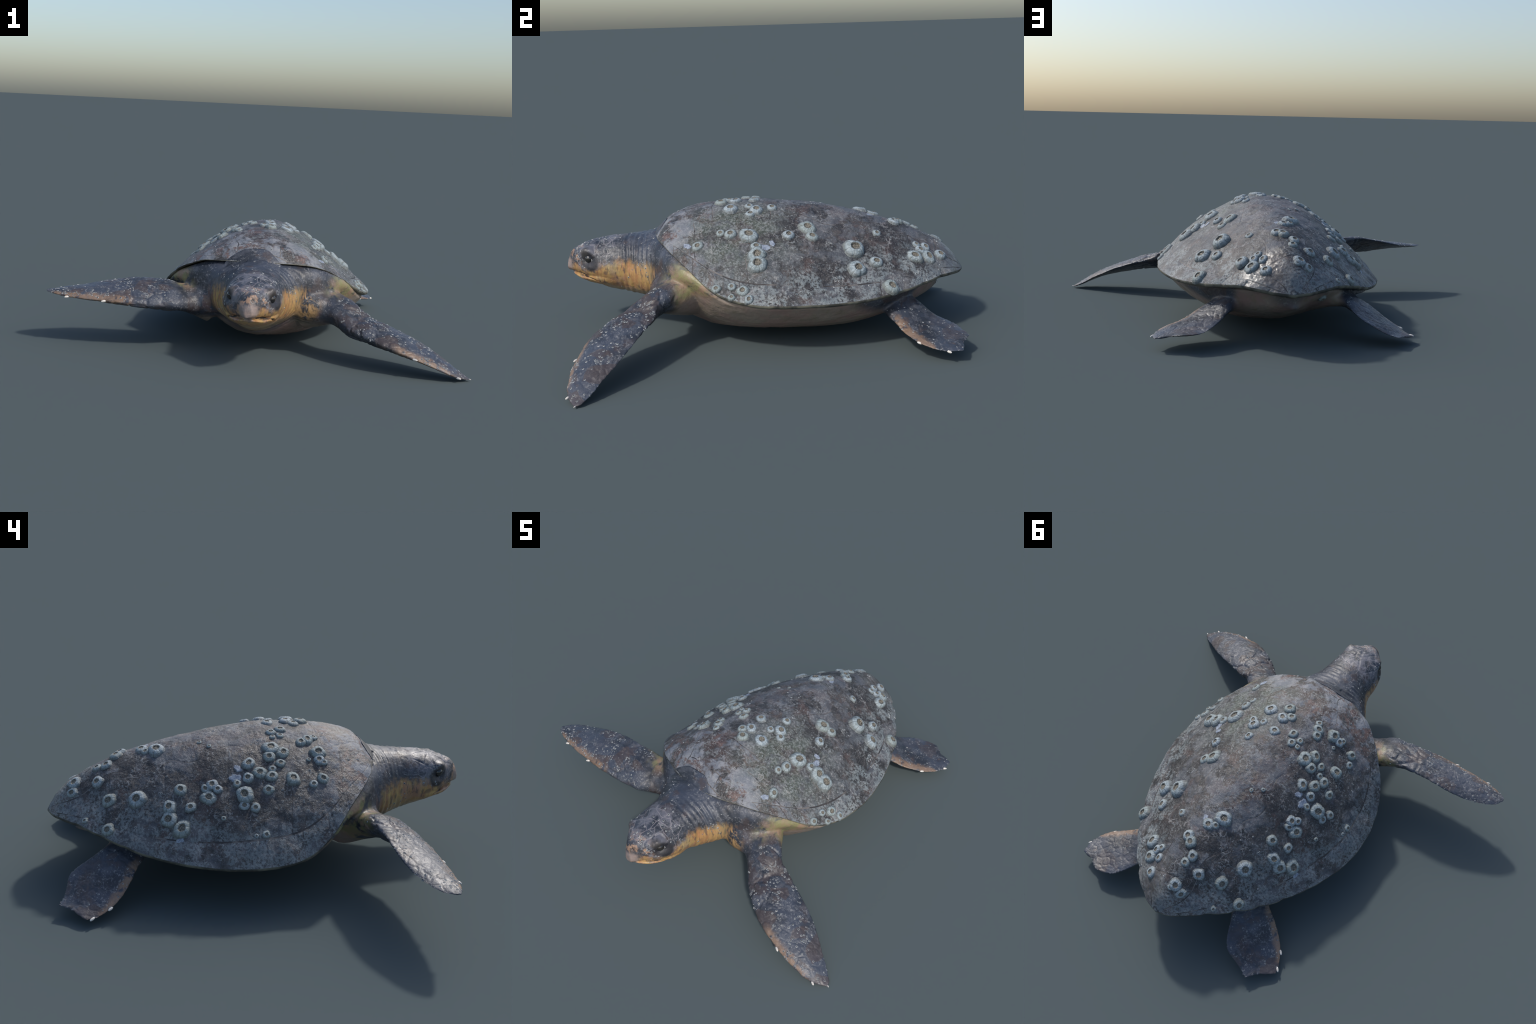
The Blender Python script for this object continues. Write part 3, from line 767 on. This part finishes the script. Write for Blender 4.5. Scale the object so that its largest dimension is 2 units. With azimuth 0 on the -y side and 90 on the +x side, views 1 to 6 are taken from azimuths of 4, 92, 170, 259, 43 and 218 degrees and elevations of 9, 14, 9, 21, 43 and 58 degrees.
#BARNACLE_TABLE#
BARNACLES = [  # x, y, base radius
    (0.209, 0.208, 0.038), (0.249, 0.229, 0.029), (0.26, 0.124, 0.027), (0.27, -0.046, 0.04), (0.265, -0.124, 0.027), (0.255, -0.168, 0.018), (0.31, -0.263, 0.025), (0.324, -0.012, 0.025),
    (0.361, -0.01, 0.039), (0.403, -0.006, 0.044), (0.271, 0.405, 0.05), (0.359, 0.413, 0.039), (0.302, 0.497, 0.029), (0.158, 0.511, 0.019), (0.482, -0.174, 0.019), (0.48, -0.11, 0.019),
    (0.497, -0.062, 0.024), (0.53, -0.04, 0.02), (0.515, -0.11, 0.016), (0.389, 0.555, 0.037), (0.213, 0.673, 0.027), (0.179, 0.736, 0.027), (0.165, 0.702, 0.019), (0.145, 0.688, 0.015),
    (0.13, 0.73, 0.019), (0.127, 0.796, 0.022), (0.115, -0.13, 0.031), (0.039, -0.18, 0.028), (0.035, -0.114, 0.028), (0.001, -0.142, 0.025), (0.156, -0.042, 0.023), (0.131, -0.016, 0.028),
    (0.097, -0.048, 0.019), (0.023, -0.03, 0.025), (0.11, 0.054, 0.025), (-0.059, -0.07, 0.023), (-0.08, -0.028, 0.02), (-0.105, -0.06, 0.017), (-0.113, -0.026, 0.012), (-0.118, -0.202, 0.018),
    (-0.133, -0.172, 0.025), (-0.145, -0.142, 0.025), (-0.201, -0.202, 0.033), (-0.235, -0.198, 0.023), (-0.246, -0.218, 0.015), (-0.232, -0.156, 0.011), (-0.168, -0.01, 0.032), (-0.196, -0.052, 0.028),
    (-0.215, 0.008, 0.025), (-0.241, -0.034, 0.019), (-0.301, -0.076, 0.03), (-0.307, -0.198, 0.026), (-0.325, -0.156, 0.018), (-0.225, 0.094, 0.027), (-0.269, 0.054, 0.027), (-0.29, 0.01, 0.023),
    (-0.261, 0.002, 0.015), (-0.28, 0.104, 0.025), (-0.335, 0.034, 0.023), (-0.291, 0.152, 0.017), (-0.334, 0.13, 0.035), (-0.371, 0.136, 0.02), (-0.384, 0.094, 0.019), (-0.273, 0.251, 0.025),
    (-0.296, 0.231, 0.02), (-0.278, 0.279, 0.02), (-0.313, 0.271, 0.032), (-0.255, 0.377, 0.029), (-0.323, 0.345, 0.022), (-0.297, 0.425, 0.03), (-0.333, 0.431, 0.035), (-0.375, 0.385, 0.035),
    (-0.224, 0.549, 0.034), (-0.176, 0.659, 0.029), (-0.277, 0.673, 0.027), (-0.198, 0.76, 0.014), (-0.468, 0.068, 0.015), (-0.394, 0.223, 0.01), (-0.468, 0.106, 0.009), (-0.043, 0.451, 0.036),
    (0.001, 0.509, 0.027), (-0.031, 0.493, 0.019), (0.024, 0.613, 0.029), (0.049, 0.597, 0.027), (-0.019, 0.657, 0.024), (-0.006, 0.696, 0.022), (-0.079, 0.698, 0.029), (-0.019, 0.792, 0.029),
    (-0.054, 0.804, 0.024), (-0.005, 0.814, 0.015), (-0.068, 0.273, 0.01), (-0.112, 0.241, 0.01),
]
VARIANTS = [barnacle_mesh(100 + i) for i in range(7)]
rg = np.random.default_rng(5)
for (x, y, r) in BARNACLES:
    p, n = on_shell(x, y)
    ob = bpy.data.objects.new("barnacle", VARIANTS[int(rg.integers(7))]); bpy.context.scene.collection.objects.link(ob)
    ob.parent = CARAPACE
    if y > .66 and x > .1: r *= 1.22                     # the crowded cluster by the tail
    ob.matrix_local = (Matrix.Translation(Vector(p)) @ frame(n, rg.uniform(0, 6.28))
                       @ Matrix.Diagonal((r * rg.uniform(.9, 1.12), r * rg.uniform(.9, 1.12), r * rg.uniform(.68, .92), 1)))

# ---- flat scars left by lost barnacles, one barnacle on the rump
def scar_mesh(seed):
    g = np.random.default_rng(seed); A = 40; th = np.linspace(0, 2 * np.pi, A, endpoint=False)
    shape = 1 + .16 * np.cos(2 * th + g.uniform(0, 6)) + .10 * np.cos(5 * th + g.uniform(0, 6)) + .06 * np.cos(9 * th + g.uniform(0, 6))
    V, F = [], []
    for r, h in ((1.06, -.12), (1.0, .06), (.9, .10), (.6, .11), (.3, .09), (.01, .09)):
        for t, q in zip(th, shape): V.append((r * q * math.cos(t), r * q * math.sin(t), h))
    for i in range(5):
        for j in range(A):
            k = (j + 1) % A; F.append((i*A + j, i*A + k, (i+1)*A + k, (i+1)*A + j))
    me = bpy.data.meshes.new("barnacle_scar"); me.from_pydata(V, [], F); me.materials.append(MAT_SCAR)
    me.polygons.foreach_set("use_smooth", [True] * len(F)); me.update(); return me
SCARS = [scar_mesh(3), scar_mesh(4)]
for k, (x, y, r) in enumerate(((.325, .03, .017), (.305, .055, .012), (-.27, .155, .018), (-.238, .14, .014), (.045, .60, .022), (.03, .495, .013), (-.40, .40, .014), (.30, -.31, .014))):
    p, n = on_shell(x, y)
    ob = bpy.data.objects.new("barnacle_scar", SCARS[k % 2]); bpy.context.scene.collection.objects.link(ob); ob.parent = CARAPACE
    ob.matrix_local = Matrix.Translation(Vector(p)) @ frame(n, k * 1.7) @ Matrix.Diagonal((r * 1.2, r, r, 1))
p, n = on_body((-.14, .70, .20))
ob = bpy.data.objects.new("barnacle", VARIANTS[2]); bpy.context.scene.collection.objects.link(ob); ob.parent = BODY_PARTS[(0, None)]
ob.matrix_local = Matrix.Translation(Vector(p)) @ frame(n, 1.) @ Matrix.Diagonal((.02, .02, .016, 1))

# ---- tiny ring barnacles scattered on skin ---------------------------------------------
def ring_stuff(name, pts, nrm, rad, parent):
    A = 10; prof = [(1.05, -.15, 0), (1.0, .12, 0), (.75, .32, 0), (.5, .26, 1), (.0, .14, 1)]
    V, F, M = [], [], []
    for p, n, r in zip(pts, nrm, rad):
        R = frame(n, 0); base = len(V)
        for (a, h, _) in prof:
            for j in range(A):
                t = 2 * math.pi * j / A
                V.append(tuple(Vector(p) + R @ Vector((a * r * math.cos(t), a * r * math.sin(t), h * r))))
        for i in range(len(prof) - 1):
            for j in range(A):
                k = (j + 1) % A; F.append((base + i*A + j, base + i*A + k, base + (i+1)*A + k, base + (i+1)*A + j)); M.append(1 if i >= 2 else 0)
    ob = new_object(name, V, F, [MAT_RING, MAT_RINGC], parent, mat_index=M); ob["kind"] = "stuff"
    return ob

def scatter(mask, centres, spread, per, rmin, rmax, name, parent, V=None, N=None, loose=0, seed=1):
    V = BODY_V if V is None else V; N = BODY_N if N is None else N
    g = np.random.default_rng(seed); idx = np.where(mask)[0]
    P = V[idx]; pick = []
    for c in g.choice(len(idx), centres, replace=False):
        d = np.linalg.norm(P - P[c], axis=1); near = np.where(d < g.uniform(.5, 1.3) * spread)[0]
        pick += list(g.choice(near, min(per, len(near)), replace=False))
    pick += list(g.choice(len(idx), loose, replace=False))
    keep, rad = [], []
    for i in pick:
        r = g.uniform(rmin, rmax)
        if all(np.linalg.norm(P[i] - P[k]) > .85 * (r + q) for k, q in zip(keep, rad)): keep.append(i); rad.append(r)
    ring_stuff(name, P[keep], N[idx][keep], rad, parent)

ax = np.abs(BODY_V[:, 0]); up = BODY_N[:, 2] > .25; reg_v = body_regions(BODY_V)
for sd, sign, seed in ((True, 1, 21), (False, -1, 22)):
    m = (reg_v == 4) & up & (BODY_V[:, 0] * sign > 0)
    scatter(m, 22, .030, 8, .0022, .0052, "small_barnacles", BODY_PARTS[(4, sd)], loose=40, seed=seed)
    m = (reg_v == 5) & up & (BODY_V[:, 0] * sign > 0)
    scatter(m, 4, .03, 5, .002, .004, "small_barnacles", BODY_PARTS[(5, sd)], loose=25, seed=seed + 5)
m = (reg_v == 3) & (BODY_V[:, 2] > .30) & (BODY_V[:, 1] > -.86)
scatter(m, 7, .04, 6, .0025, .0052, "small_barnacles", BODY_PARTS[(3, None)], loose=30, seed=31)
m = (reg_v == 2) & (BODY_V[:, 2] > .2)
scatter(m, 3, .05, 5, .002, .0045, "small_barnacles", BODY_PARTS[(2, None)], loose=35, seed=32)
m = (SHELL_V[:, 1] > -.44) & (SHELL_V[:, 1] < .85)
scatter(m, 14, .045, 7, .0025, .005, "small_barnacles", CARAPACE, SHELL_V, SHELL_N, loose=90, seed=33)
